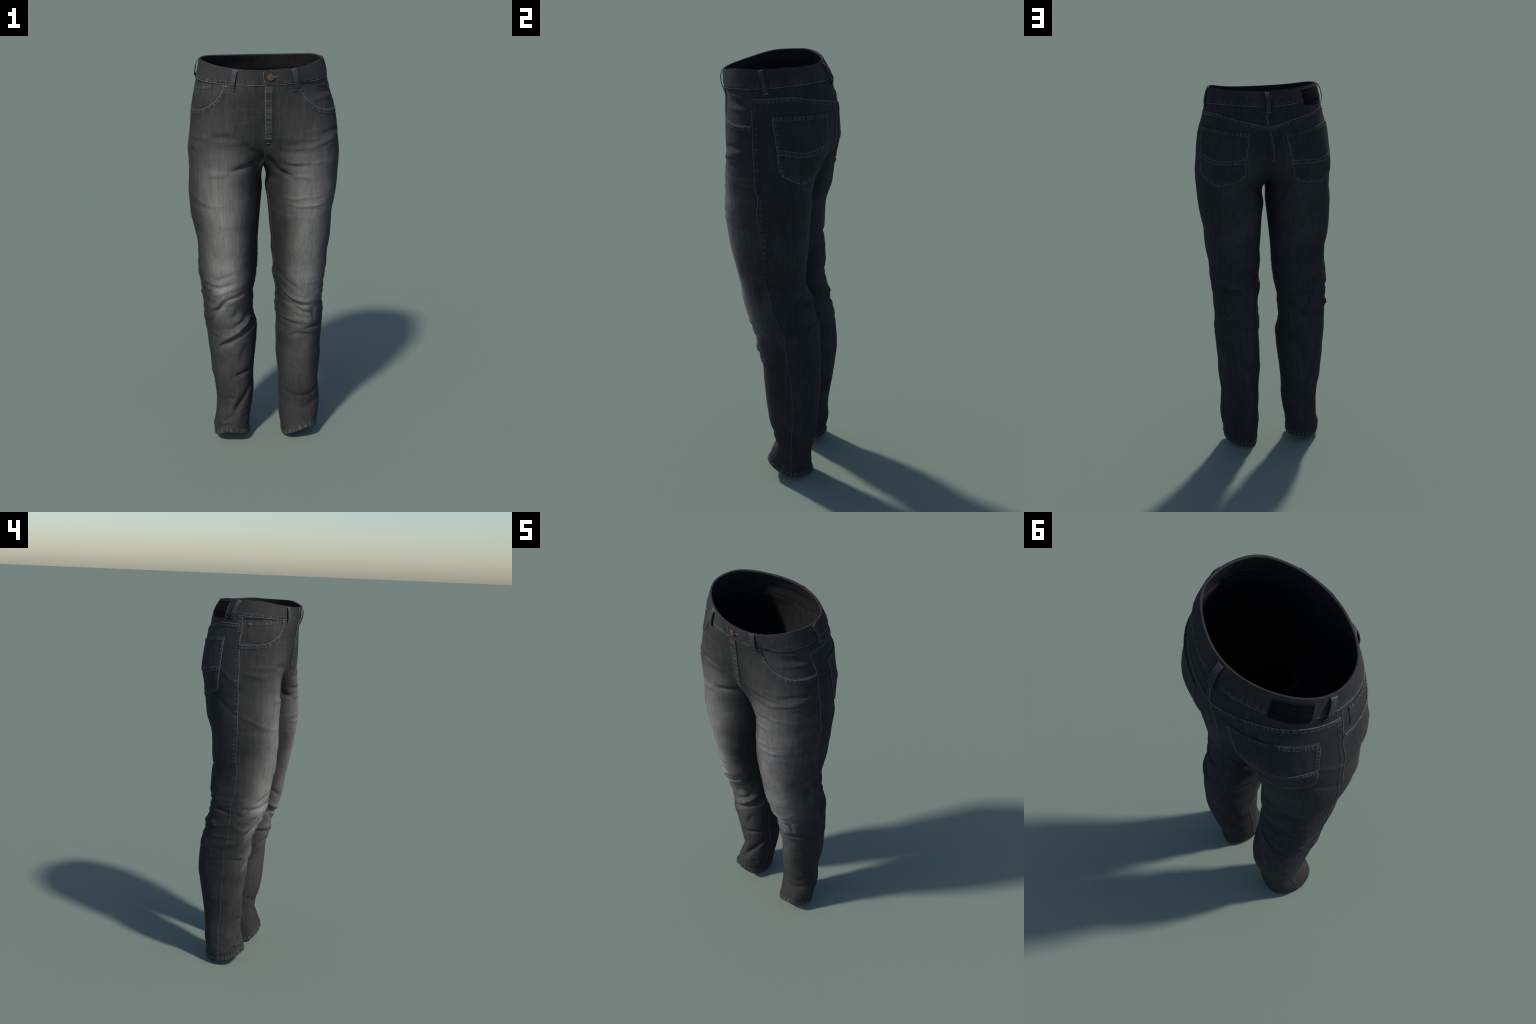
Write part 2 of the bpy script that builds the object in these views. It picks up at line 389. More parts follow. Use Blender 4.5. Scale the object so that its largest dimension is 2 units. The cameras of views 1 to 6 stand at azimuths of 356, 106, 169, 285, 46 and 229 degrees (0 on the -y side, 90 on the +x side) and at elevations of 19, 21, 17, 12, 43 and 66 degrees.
FOLD_GROUP_3 = [
    (-5, 11, [(.28,  .09,  .91), (.24,  .13,  .93), (.15,  .17,  .92)]),
    (4, 14, [(.26, -.09,  .85), (.29, -.03,  .86), (.30,  .04,  .84), (.28,  .12,  .84)]),
    (-5, 12, [(.23, -.09,  .77), (.27, -.05,  .78), (.29,  .01,  .76), (.30,  .07,  .75)]),
    (-4, 12, [(.29,  .07,  .80), (.27,  .14,  .81), (.21,  .18,  .81)]),
    (-5, 10, [(.23, -.07,  .67), (.26, -.05,  .66), (.28, -.01,  .67)]),
    (-4, 9, [(-.08,  .11,  .85), (-.12,  .14,  .83), (-.21,  .17,  .77)]),
    (-4, 11, [(-.29,  .10,  .92), (-.32,  .06,  .90), (-.31,  .00,  .88)]),
    (-5, 14, [(-.30, -.01,  .88), (-.28, -.06,  .86), (-.26, -.10,  .89)]),
    (-5, 11, [(-.25, -.11,  .90), (-.21, -.14,  .91), (-.17, -.16,  .93)]),
    (-5, 11, [(-.27, -.05,  .71), (-.26, -.07,  .76), (-.21, -.11,  .80)]),
    (4, 12, [(-.30, -.01,  .81), (-.27, -.06,  .78), (-.23, -.10,  .80)]),
    (-5, 13, [(-.28, -.01,  .61), (-.25, -.04,  .61), (-.17, -.06,  .61)]),
    (-5, 9, [(-.23, -.05,  .56), (-.21, -.06,  .58), (-.16, -.06,  .58)]),
    (5, 12, [(-.30,  .10,  .84), (-.31,  .09,  .80)]),
    (-5, 10, [(-.27,  .05,  .05), (-.26, -.01,  .08), (-.21, -.06,  .11)]),
    (-4, 10, [(-.21, -.01,  .24), (-.19, -.02,  .25), (-.15, -.03,  .25)]),
    (-4, 12, [(-.33,  .08, 1.49), (-.35,  .03, 1.45), (-.36, -.02, 1.42)]),
    (4, 10, [(-.34,  .07, 1.64), (-.35,  .02, 1.60), (-.35, -.02, 1.57)]),
    (4, 9, [(-.36, -.05, 1.41), (-.34, -.11, 1.38), (-.29, -.17, 1.35)]),
    (4, 10, [(-.35, -.04, 1.64), (-.34, -.10, 1.62), (-.30, -.17, 1.60)]),
    (-5, 11, [(-.17,  .15,  .93), (-.23,  .14,  .94), (-.30,  .09,  .93)]),
    (-4, 10, [(-.12,  .14,  .92), (-.18,  .15,  .90), (-.27,  .12,  .90)]),
    (-6, 10, [(-.07,  .08,  .88), (-.10,  .13,  .83), (-.17,  .17,  .79), (-.24,  .17,  .77), (-.29,  .12,  .77)]),
    (5, 12, [(-.10,  .12,  .88), (-.14,  .15,  .85), (-.21,  .16,  .82), (-.29,  .13,  .81)]),
]
FOLD_GROUP_4 = [
    (-4, 12, [(-.11,  .15,  .71), (-.17,  .18,  .69), (-.24,  .19,  .67)]),
    (-3, 12, [(-.05,  .10,  .60), (-.10,  .15,  .64), (-.12,  .17,  .62)]),
    (-4, 12, [(.29,  .07, 1.02), (.25,  .13, 1.02), (.19,  .14, 1.02)]),
    (-5, 13, [(.12,  .13, 1.04), (.08,  .10, 1.00), (.06,  .07,  .97)]),
    (-6, 11, [(.30,  .04,  .93), (.26,  .11,  .94), (.22,  .15,  .92), (.17,  .16,  .93), (.12,  .15,  .94)]),
    (5, 12, [(.28,  .09,  .91), (.22,  .15,  .90), (.15,  .17,  .91)]),
    (-5, 11, [(.09,  .14,  .91), (.13,  .17,  .87), (.18,  .18,  .83)]),
    (-5, 11, [(.29,  .07,  .81), (.25,  .16,  .82), (.20,  .18,  .83)]),
    (4, 12, [(.29,  .11,  .80), (.21,  .18,  .81), (.13,  .19,  .80)]),
    (-3, 12, [(.29,  .11,  .73), (.22,  .19,  .74), (.11,  .18,  .74)]),
    (-4, 16, [(.27,  .16, 1.51), (.23,  .18, 1.46), (.17,  .17, 1.40)]),
    (-5, 14, [(.11,  .19, 1.54), (.08,  .14, 1.49), (.03,  .06, 1.45)]),
    (-4, 14, [(-.10,  .18, 1.51), (-.08,  .14, 1.45), (-.06,  .10, 1.39)]),
    (4, 10, [(-.17,  .20, 1.50), (-.21,  .19, 1.50), (-.25,  .17, 1.49)]),
    (-4, 14, [(-.13,  .14, 1.12), (-.20,  .14, 1.14), (-.28,  .11, 1.12)]),
    (-5, 11, [(-.16,  .15,  .91), (-.21,  .14,  .94), (-.27,  .13,  .99), (-.30,  .09, 1.00)]),
    (-5, 11, [(-.11,  .14,  .81), (-.17,  .16,  .82), (-.23,  .14,  .86), (-.31,  .09,  .84)]),
    (-4, 11, [(.23,  .15,  .87), (.13,  .17,  .90), (.10,  .15,  .92)]),
    (-5, 12, [(-.23, -.05,  .56), (-.15, -.06,  .61), (-.10, -.05,  .67)]),
    (4, 14, [(-.23, -.05,  .58), (-.11, -.06,  .67), (-.08, -.03,  .71)]),
    (-5, 13, [(-.17, -.04,  .38), (-.10, -.02,  .40), (-.07,  .03,  .41)]),
    (-6, 13, [(-.17, -.03,  .18), (-.11, -.02,  .26), (-.07,  .02,  .32)]),
    (-4, 9, [(-.25, -.02,  .10), (-.14, -.04,  .17), (-.10, -.01,  .14)]),
    (-5, 13, [(-.17, -.07,  .66), (-.11, -.06,  .70), (-.08, -.03,  .77)]),
]
FOLDS = [FOLD_GROUP_1, FOLD_GROUP_2, FOLD_GROUP_3, FOLD_GROUP_4]


# Sewn lines as paths over the cloth -----------------------------------------
LEFT_POCKET_MOUTH = [(.150, -.214, 1.900), (.164, -.208, 1.862), (.193, -.198, 1.820), (.236, -.181, 1.784), (.288, -.149, 1.766), (.325, -.100, 1.763), (.339, -.042, 1.764)]
RIGHT_POCKET_MOUTH = [(-.187, -.205, 1.902), (-.190, -.206, 1.872), (-.206, -.200, 1.838), (-.245, -.184, 1.805), (-.290, -.155, 1.784), (-.334, -.088, 1.775), (-.339, -.025, 1.775)]
LEFT_BACK_POCKET = dict(top=[(.105, .23, 1.788), (.225, .175, 1.797), (.320, .044, 1.805)], bottom=[(.136, .201, 1.548), (.200, .185, 1.527), (.266, .159, 1.507), (.309, .120, 1.532), (.341, .079, 1.566)])
RIGHT_BACK_POCKET = dict(top=[(-.075, .238, 1.779), (-.215, .180, 1.791), (-.312, .062, 1.807)], bottom=[(-.128, .207, 1.534), (-.200, .190, 1.516), (-.259, .168, 1.503), (-.300, .132, 1.518), (-.335, .083, 1.538)])
FLY_STITCH = [(.063, -.235, 1.895), (.063, -.233, 1.813), (.063, -.233, 1.727), (.060, -.220, 1.655), (.038, -.218, 1.612), (.004, -.222, 1.598)]


def mm(x):
    return x * 0.001


# --------------------------------------------------------------------------
# Materials
# --------------------------------------------------------------------------
class Nodes:
    """Small helper that writes node trees as expressions."""

    def __init__(self, name):
        self.mat = bpy.data.materials.new(name)
        self.mat.use_nodes = True
        self.t = self.mat.node_tree
        self.bsdf = self.t.nodes["Principled BSDF"]
        self.coord = self.t.nodes.new("ShaderNodeTexCoord").outputs["Object"]

    def link(self, value, socket):
        if isinstance(value, bpy.types.NodeSocket):
            self.t.links.new(value, socket)
        else:
            socket.default_value = value

    def math(self, op, a, b=0.0, c=0.0, clamp=False):
        n = self.t.nodes.new("ShaderNodeMath")
        n.operation, n.use_clamp = op, clamp
        for v, s in zip((a, b, c), n.inputs):
            self.link(v, s)
        return n.outputs[0]

    def xyz(self, v):
        n = self.t.nodes.new("ShaderNodeSeparateXYZ")
        self.link(v, n.inputs[0])
        return n.outputs

    def noise(self, scale, detail=2.0, stretch=(1, 1, 1), rough=0.5):
        m = self.t.nodes.new("ShaderNodeMapping")
        self.link(self.coord, m.inputs["Vector"])
        m.inputs["Scale"].default_value = stretch
        n = self.t.nodes.new("ShaderNodeTexNoise")
        self.link(m.outputs[0], n.inputs["Vector"])
        n.inputs["Scale"].default_value = scale
        n.inputs["Detail"].default_value = detail
        n.inputs["Roughness"].default_value = rough
        return n.outputs["Fac"]

    def curve(self, x, points):
        n = self.t.nodes.new("ShaderNodeFloatCurve")
        self.link(x, n.inputs["Value"])
        c = n.mapping.curves[0]
        c.points[0].location, c.points[1].location = points[0], points[-1]
        for p in points[1:-1]:
            c.points.new(*p)
        n.mapping.update()
        return n.outputs[0]

    def map(self, x, a, b, c, d, kind="LINEAR"):
        n = self.t.nodes.new("ShaderNodeMapRange")
        n.interpolation_type = kind
        for v, s in zip((x, a, b, c, d), list(n.inputs)[:5]):
            self.link(v, s)
        return n.outputs[0]

    def mix(self, f, a, b, blend="MIX"):
        n = self.t.nodes.new("ShaderNodeMix")
        n.data_type, n.blend_type = "RGBA", blend
        ins = [s for s in n.inputs if s.enabled]
        self.link(f, ins[0])
        for v, s in zip((a, b), ins[1:]):
            self.link(v if isinstance(v, bpy.types.NodeSocket) else (*v, 1.0), s)
        return next(s for s in n.outputs if s.enabled)

    def bump(self, h, strength, distance):
        n = self.t.nodes.new("ShaderNodeBump")
        n.inputs["Strength"].default_value = strength
        n.inputs["Distance"].default_value = distance
        self.link(h, n.inputs["Height"])
        self.link(n.outputs[0], self.bsdf.inputs["Normal"])

    def done(self, colour, rough=0.9, metal=0.0, spec=0.25, sheen=0.0):
        self.link(colour if isinstance(colour, bpy.types.NodeSocket) else (*colour, 1.0), self.bsdf.inputs["Base Color"])
        self.bsdf.inputs["Roughness"].default_value = rough
        self.bsdf.inputs["Metallic"].default_value = metal
        self.bsdf.inputs["Specular IOR Level"].default_value = spec
        self.bsdf.inputs["Sheen Weight"].default_value = sheen
        return self.mat


DARK = (0.0115, 0.0118, 0.0126)        # unwashed yarn
PALE = (0.250, 0.236, 0.226)         # worn through to the pale core


BLUISH_DARK = (0.0112, 0.0118, 0.0130)     # slightly bluer pair of dark and pale tones
BLUISH_PALE = (0.222, 0.226, 0.234)


def denim(name, dark=DARK, pale=PALE, fade=None, base=0.1, grain=0.55):
    """Denim: dark warp and pale weft yarns; fade = 'front' adds the worn thigh and knee."""
    n = Nodes(name)
    x, y, z = n.xyz(n.coord)
    warp = n.noise(190, 2.0, (1, 1, 0.10), 0.6)         # yarns that run down the leg
    slub = n.noise(60, 2.5, (1, 1, 0.13), 0.6)         # thicker slubs
    weft = n.noise(230, 1.5, (0.16, 0.16, 1.0), 0.5)
    cloud = n.noise(7, 3.0, (1, 1, 1.0), 0.55)
    g = n.math("ADD", n.math("MULTIPLY", n.math("SUBTRACT", warp, 0.5), 1.0), n.math("MULTIPLY", n.math("SUBTRACT", slub, 0.5), 1.1))
    g = n.math("ADD", g, n.math("MULTIPLY", n.math("SUBTRACT", weft, 0.5), 0.5))
    wear = n.math("ADD", base, n.math("MULTIPLY", n.math("SUBTRACT", cloud, 0.5), base * 1.2))
    if fade == "front":
        ax = n.math("ABSOLUTE", x)
        zn = n.math("MULTIPLY", z, 0.5)
        # middle of the leg and half its breadth at each height (halved so they fit a 0..1 curve)
        off = n.math("SUBTRACT", ax, n.curve(zn, [(0, .17), (.25, .175), (.42, .192), (.55, .205), (.66, .215), (.76, .21), (.85, .2), (1, .2)]))
        half = n.curve(zn, [(0, .105), (.15, .11), (.35, .125), (.5, .135), (.65, .155), (.78, .18), (1, .22)])
        a = n.math("ABSOLUTE", n.math("DIVIDE", n.math("ADD", off, n.math("MULTIPLY", n.math("SUBTRACT", n.noise(5, 2.0), 0.5), 0.07)), half))
        across = n.map(a, 0.05, 0.95, 1.0, 0.0, "SMOOTHSTEP")
        down = n.curve(zn, [(0, .02), (.12, .07), (.22, .17), (.30, .27), (.36, .54), (.42, .94), (.47, 1.0), (.53, .93), (.58, .92), (.66, .86), (.72, .68), (.77, .44), (.82, .21), (.88, .10), (1, .07)])
        patch = n.map(n.noise(8, 3.0, (1, 1, 0.7), 0.5), 0.25, 0.75, 0.78, 1.10)
        wear = n.math("ADD", wear, n.math("MULTIPLY", n.math("MULTIPLY", across, down), n.math("MULTIPLY", patch, 0.78)))
        # whiskers: pale crease lines that run across the upper thigh
        band = n.noise(26, 1.5, (0.14, 0.14, 1.35), 0.4)
        line = n.map(band, 0.61, 0.68, 0.0, 1.0, "SMOOTHSTEP")
        zone = n.curve(zn, [(0, 0), (.55, 0), (.62, .5), (.70, .9), (.80, .7), (.88, .35), (.95, 0), (1, 0)])
        wear = n.math("ADD", wear, n.math("MULTIPLY", n.math("MULTIPLY", line, zone), n.math("ADD", 0.03, n.math("MULTIPLY", across, 0.08))))
        # crests of the folds are rubbed pale
        crest = n.t.nodes.new("ShaderNodeNewGeometry").outputs["Pointiness"]
        wear = n.math("ADD", wear, n.math("MULTIPLY", n.map(crest, 0.505, 0.56, 0.0, 1.0, "SMOOTHSTEP"), 0.07))
    elif fade == "back":
        ax = n.math("ABSOLUTE", x)
        seat = n.curve(n.math("MULTIPLY", z, 0.5), [(0, .1), (.25, .3), (.42, .5), (.52, .35), (.62, .8), (.70, .6), (.80, 1), (.88, .5), (1, .2)])
        a = n.map(n.math("ABSOLUTE", n.math("SUBTRACT", ax, 0.17)), 0.02, 0.16, 1.0, 0.0, "SMOOTHSTEP")
        wear = n.math("ADD", wear, n.math("MULTIPLY", n.math("MULTIPLY", n.math("MULTIPLY", seat, a), n.map(n.noise(11, 3.0), 0.3, 0.7, 0.4, 1.3)), 0.085))
    wear = n.math("ADD", wear, n.math("MULTIPLY", g, n.math("ADD", 0.045, n.math("MULTIPLY", wear, grain))), clamp=True)
    col = n.mix(wear, dark, pale)
    n.bump(n.math("ADD", n.math("MULTIPLY", warp, 0.6), weft), 0.25, 0.0008)
    return n.done(col, rough=0.92, spec=0.15, sheen=0.0)


def plain(name, colour, rough, metal=0.0, spec=0.4, vary=0.25, scale=60):
    n = Nodes(name)
    f = n.noise(scale, 3.0)
    col = n.mix(n.map(f, 0.3, 0.7, 0.0, 1.0), tuple(c * (1 - vary) for c in colour), tuple(c * (1 + vary) for c in colour))
    n.bump(f, 0.15, 0.0008)
    return n.done(col, rough, metal, spec)


MAT = dict(
    front=denim("worn_front_denim", fade="front", base=0.066),
    back=denim("dark_back_denim", BLUISH_DARK, BLUISH_PALE, fade="back", base=0.065),
    band=denim("waistband_denim", base=0.085),
    yoke=denim("yoke_denim", BLUISH_DARK, BLUISH_PALE, base=0.07),
    facing=denim("pocket_facing_denim", base=0.105),
    pocket=denim("back_pocket_denim", BLUISH_DARK, BLUISH_PALE, base=0.08),
    loop=denim("belt_loop_denim", BLUISH_DARK, BLUISH_PALE, base=0.17),
    felled=denim("felled_seam_denim", base=0.09),
    ridge=denim("abraded_seam_denim", BLUISH_DARK, BLUISH_PALE, base=0.25),
    band_worn=denim("abraded_waistband_denim", base=0.155),
    front_worn=denim("abraded_fly_denim", base=0.20),
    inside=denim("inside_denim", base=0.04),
    edge=denim("worn_edge_denim", BLUISH_DARK, BLUISH_PALE, base=0.42),
    thread=plain("grey_thread", (0.085, 0.088, 0.095), 0.75, spec=0.2),
    dim_thread=plain("dark_thread", (0.036, 0.037, 0.040), 0.8, spec=0.2),
    black_thread=plain("black_thread", (0.018, 0.018, 0.020), 0.8, spec=0.2),
    leather=plain("black_leather", (0.0075, 0.0075, 0.0085), 0.9, spec=0.05),
    brass=plain("aged_brass", (0.105, 0.068, 0.036), 0.7, metal=0.15, spec=0.3, vary=0.15),
    copper=plain("copper", (0.42, 0.24, 0.07), 0.5, metal=0.6, spec=0.5),
    pink=plain("faded_red_thread", (0.13, 0.075, 0.075), 0.8, spec=0.2),
)

# --------------------------------------------------------------------------
# Building the cloth
# --------------------------------------------------------------------------
ROOT = bpy.data.objects.new("denim_jeans", None)
bpy.context.scene.collection.objects.link(ROOT)
ROOT["label"] = "worn charcoal grey straight denim jeans with faded thighs, standing empty"
ROOT["category"] = "jeans"


def add_object(name, verts, faces, mats, face_mats=None, normals=None, smooth_shade=True, parent=None):
    me = bpy.data.meshes.new(name)
    me.from_pydata([tuple(map(float, v)) for v in verts], [], [tuple(map(int, f)) for f in faces])
    for m in mats if isinstance(mats, (list, tuple)) else [mats]:
        me.materials.append(m)
    if face_mats is not None:
        me.polygons.foreach_set("material_index", np.asarray(face_mats, np.int32))
    me.polygons.foreach_set("use_smooth", [smooth_shade] * len(me.polygons))
    me.update()
    if normals is None:
        me.set_sharp_from_angle(angle=math.radians(42))
    if normals is not None:
        me.normals_split_custom_set_from_vertices([tuple(map(float, v)) for v in normals])
    ob = bpy.data.objects.new(name, me)
    bpy.context.scene.collection.objects.link(ob)
    ob.parent = parent or ROOT
    return ob


P0, QUADS, TAGS, GRIDS = assemble_cloth()


def relax(p, quads, mask, rounds=14):
    """Even out the cloth where mask is 1 by moving points toward the mean of their neighbours."""
    a = np.concatenate([quads[:, [0, 1]], quads[:, [1, 2]], quads[:, [2, 3]], quads[:, [3, 0]]])
    hit = (mask[a[:, 0]] > 0.001) | (mask[a[:, 1]] > 0.001)
    a = a[hit]
    for _ in range(rounds):
        total, count = np.zeros_like(p), np.zeros(len(p))
        for i, j in ((0, 1), (1, 0)):
            np.add.at(total, a[:, i], p[a[:, j]])
            np.add.at(count, a[:, i], 1)
        ok = count > 0
        p = p.copy()
        p[ok] += (0.5 * mask[ok])[:, None] * (total[ok] / count[ok][:, None] - p[ok])
    return p


CROTCH = np.exp(-((np.abs(P0[:, 0]) / 0.085) ** 4)) * smooth((1.70 - P0[:, 2]) / 0.06) * smooth((P0[:, 2] - 1.36) / 0.08)
P0 = relax(P0, QUADS, CROTCH, 12)
N0 = vertex_normals(P0, QUADS)


def mouth_height(points, side):
    """Height of the pocket mouth over each outer column (as a function of x, y angle)."""
    line = polyline(points, 40)
    ang = np.arctan2(line[:, 1] + 0.02, side * line[:, 0])
    return ang, line[:, 2]


def displacement(p, n):
    d = np.zeros(len(p))
    # soft unevenness of the cloth; stronger and flatter round the knees
    knee = np.exp(-((p[:, 2] - 0.8) / 0.28) ** 2)
    low = np.exp(-((p[:, 2] - 0.08) / 0.12) ** 2)
    d += mm(1.6) * (0.5 + 0.8 * knee + 0.8 * low) * lattice_noise(p * np.array([9, 9, 17]), 3)
    d += mm(0.9) * (0.4 + 1.0 * knee + 0.6 * low) * lattice_noise(p * np.array([20, 20, 42]), 11)
    # bunched cross wrinkles behind and beside the knees and above the hems
    ripple = 1 - 2 * np.abs(lattice_noise(p * np.array([7, 7, 34]) + np.array([0, 0, 3.3]) + 4 * p[:, :1], 5))
    behind = smooth((p[:, 1] + 0.10) / 0.12)
    d += mm(3.8) * np.maximum(ripple, -0.3) * np.exp(-((p[:, 2] - 0.82) / 0.20) ** 2) * (0.25 + 0.75 * behind)
    d += mm(2.0) * np.maximum(ripple, -0.3) * low * 0.8
    # fullness of the upper thighs under the seat
    for where, size, amount in (((-.088, .13, 1.39), .085, 25), ((.085, .13, 1.385), .050, 9)):
        d += mm(amount) * np.exp(-((np.linalg.norm((p - np.array(where)) * np.array([1, 1, 0.75]), axis=1) / size) ** 2))
    # fold list
    for group in FOLDS:
        for amp, width, path in group:
            side = np.sign(path[len(path) // 2][0])
            ok = (p[:, 0] * side > -0.03)
            f = fold_field(p, path, mm(width))
            rear = 1.9 if np.mean([q[1] for q in path]) > 0.05 else 1.5
            d += np.where(ok, mm(amp) * rear * f * (0.6 if -0.3 < np.mean([q[1] for q in path]) < 0.12 and abs(path[0][0]) > 0.27 and path[0][2] > 1.3 else 1.0), 0)
    # pocket facings lie a step below the front panel
    for side, mouth in ((1, LEFT_POCKET_MOUTH), (-1, RIGHT_POCKET_MOUTH)):
        ang, zz = mouth_height(mouth, side)
        a = np.arctan2(p[:, 1] + 0.02, side * p[:, 0])
        order = np.argsort(ang)
        zm = np.interp(a, ang[order], zz[order], left=9, right=9)
        inside = smooth((p[:, 2] - zm) / 0.006) * (p[:, 2] < 1.905) * (side * p[:, 0] > 0.12) * (p[:, 1] < -0.02)
        d -= mm(5.0) * inside
    # front placket: a raised roll beside the fly edge and a hollow next to it
    x, y, z = p.T
    front = (y < -0.12)
    span = smooth((z - 1.62) / 0.03) * smooth((1.893 - z) / 0.012)
    d += np.where(front, span * mm(2.0) * smooth((x + 0.004) / 0.005) * smooth((0.036 - x) / 0.01), 0)
    d -= np.where(front, smooth((z - 1.68) / 0.05) * smooth((1.87 - z) / 0.02) * mm(2.5) * np.exp(-((x - 0.045) / 0.008) ** 2), 0)
    return d


VROW = np.full(len(P0), 999)
for sd in (1, -1):
    VROW[GRIDS[sd][0]] = np.arange(GRIDS[sd][0].shape[0])[:, None]
P1 = P0 + N0 * displacement(P0, N0)[:, None]
# the waistband is a doubled cloth: it stands proud of the panels below it
P1 = P1 + N0 * (np.where(VROW < ROW_BAND, mm(2.5), np.where(VROW == ROW_BAND, mm(0.8), 0)))[:, None]
N1 = vertex_normals(P1, QUADS)
SURFACE = BVHTree.FromPolygons([Vector(v) for v in P1], [tuple(int(i) for i in q) for q in QUADS])
THICK = np.where(VROW <= ROW_BAND, mm(10) - mm(5) * np.clip(VROW - (ROW_BAND - 2), 0, 2) / 2, mm(3.0))
PIN = P1 - N1 * THICK[:, None]


def panel_name(side, part, row, col):
    """Which sewn panel each quad belongs to (0 waistband, 1 yoke, 2 front, 3 back)."""
    front = np.where(part == 0, col < SIDE_COL, col >= IN_COL)
    out = np.where(front, 2, 3)
    out = np.where((part == 0) & (row < ROW_YOKE) & ~front, 1, out)
    return np.where((part == 0) & (row < ROW_BAND), 0, out)


KIND = panel_name(*TAGS.T)
for kind, name, mats in ((0, "waistband", "band"), (1, "yoke", "yoke"), (2, "front_panel", "front"), (3, "back_panel", "back")):
    for side in ((0,) if kind == 0 else (-1, 1)):
        sel = (KIND == kind) & ((TAGS[:, 0] == side) if side else True)
        q = QUADS[sel]
        used, inv = np.unique(q, return_inverse=True)
        inv = inv.reshape(-1, 4)
        m = len(used)
        verts = [P1[used], PIN[used]]
        norms = [N1[used], -N1[used]]
        faces = [inv, inv[:, ::-1] + m]
        fm = [np.zeros(len(q), int), np.ones(len(q), int)]
        # close the free edges (rim and hems)
        local = {int(u): k for k, u in enumerate(used)}
        base = 2 * m
        for sd in (1, -1):
            io, ii = GRIDS[sd]
            for line, down in ((io[0], 1), (io[-1], -1), (ii[-1], -1)):
                pairs = [(local[int(a)], local[int(b)]) for a, b in zip(line[:-1], line[1:]) if int(a) in local and int(b) in local]
                if side and sd != side or (kind == 0 and down < 0) or (kind != 0 and down > 0):
                    continue
                if kind == 1 or not pairs:
                    continue
                for a, b in pairs:
                    up = np.array([0, 0, 1.0 if down > 0 else -1.0])
                    pa, pb, qa, qb = P1[used[a]], P1[used[b]], PIN[used[a]], PIN[used[b]]
                    ma, mb = (pa + qa) / 2 + up * mm(0.8), (pb + qb) / 2 + up * mm(0.8)
                    na, nb = N1[used[a]], N1[used[b]]
                    verts.append(np.array([pa, pb, ma, mb, qa, qb]))
                    t = lambda v: v / np.linalg.norm(v)
                    norms.append(np.array([t(na + up * .4), t(nb + up * .4), up, up, t(-na + up * .4), t(-nb + up * .4)]))
                    k = base
                    f = np.array([[k, k + 1, k + 3, k + 2], [k + 2, k + 3, k + 5, k + 4]])
                    if (sd > 0) == (down < 0):
                        f = f[:, ::-1]
                    faces.append(f)
                    fm.append(np.array([2, 2]))
                    base += 6
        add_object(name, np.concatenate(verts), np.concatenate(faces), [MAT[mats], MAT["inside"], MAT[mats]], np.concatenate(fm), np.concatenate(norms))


# --------------------------------------------------------------------------
# Things laid on the cloth
# --------------------------------------------------------------------------
def snap(p):
    loc, nor, _, _ = SURFACE.find_nearest(Vector(p))
    return np.array(loc), np.array(nor)


def walk(points, step, closed=False):
    """Evenly spaced points on the cloth along a path."""
    if closed:
        pts = np.array(list(points) + [points[0]], float)
    else:
        pts = polyline(points, 80) if len(points) < 60 else np.array(points, float)
    pts = np.array([snap(p)[0] for p in pts])
    d = np.r_[0, np.cumsum(np.linalg.norm(np.diff(pts, axis=0), axis=1))]
    n = max(4, int(round(d[-1] / step)))
    at = np.linspace(0, d[-1], n + 1)
    return np.stack([np.interp(at, d, pts[:, k]) for k in range(3)], -1), at


def frames(line, closed=False):
    loc, nor = zip(*(snap(p) for p in line))
    loc, nor = np.array(loc), np.array(nor)
    tan = np.gradient(loc, axis=0)
    if closed:
        tan[0] = tan[-1] = loc[1] - loc[-2]
    k = np.ones(5) / 5
    for a in (nor,):
        for c in range(3):
            a[:, c] = np.convolve(np.pad(a[:, c], 2, mode="edge"), k, "valid")
    nor /= np.linalg.norm(nor, axis=1, keepdims=True)
    tan -= nor * (tan * nor).sum(1, keepdims=True)
    tan /= np.linalg.norm(tan, axis=1, keepdims=True) + 1e-9
    return loc, nor, tan, np.cross(nor, tan)


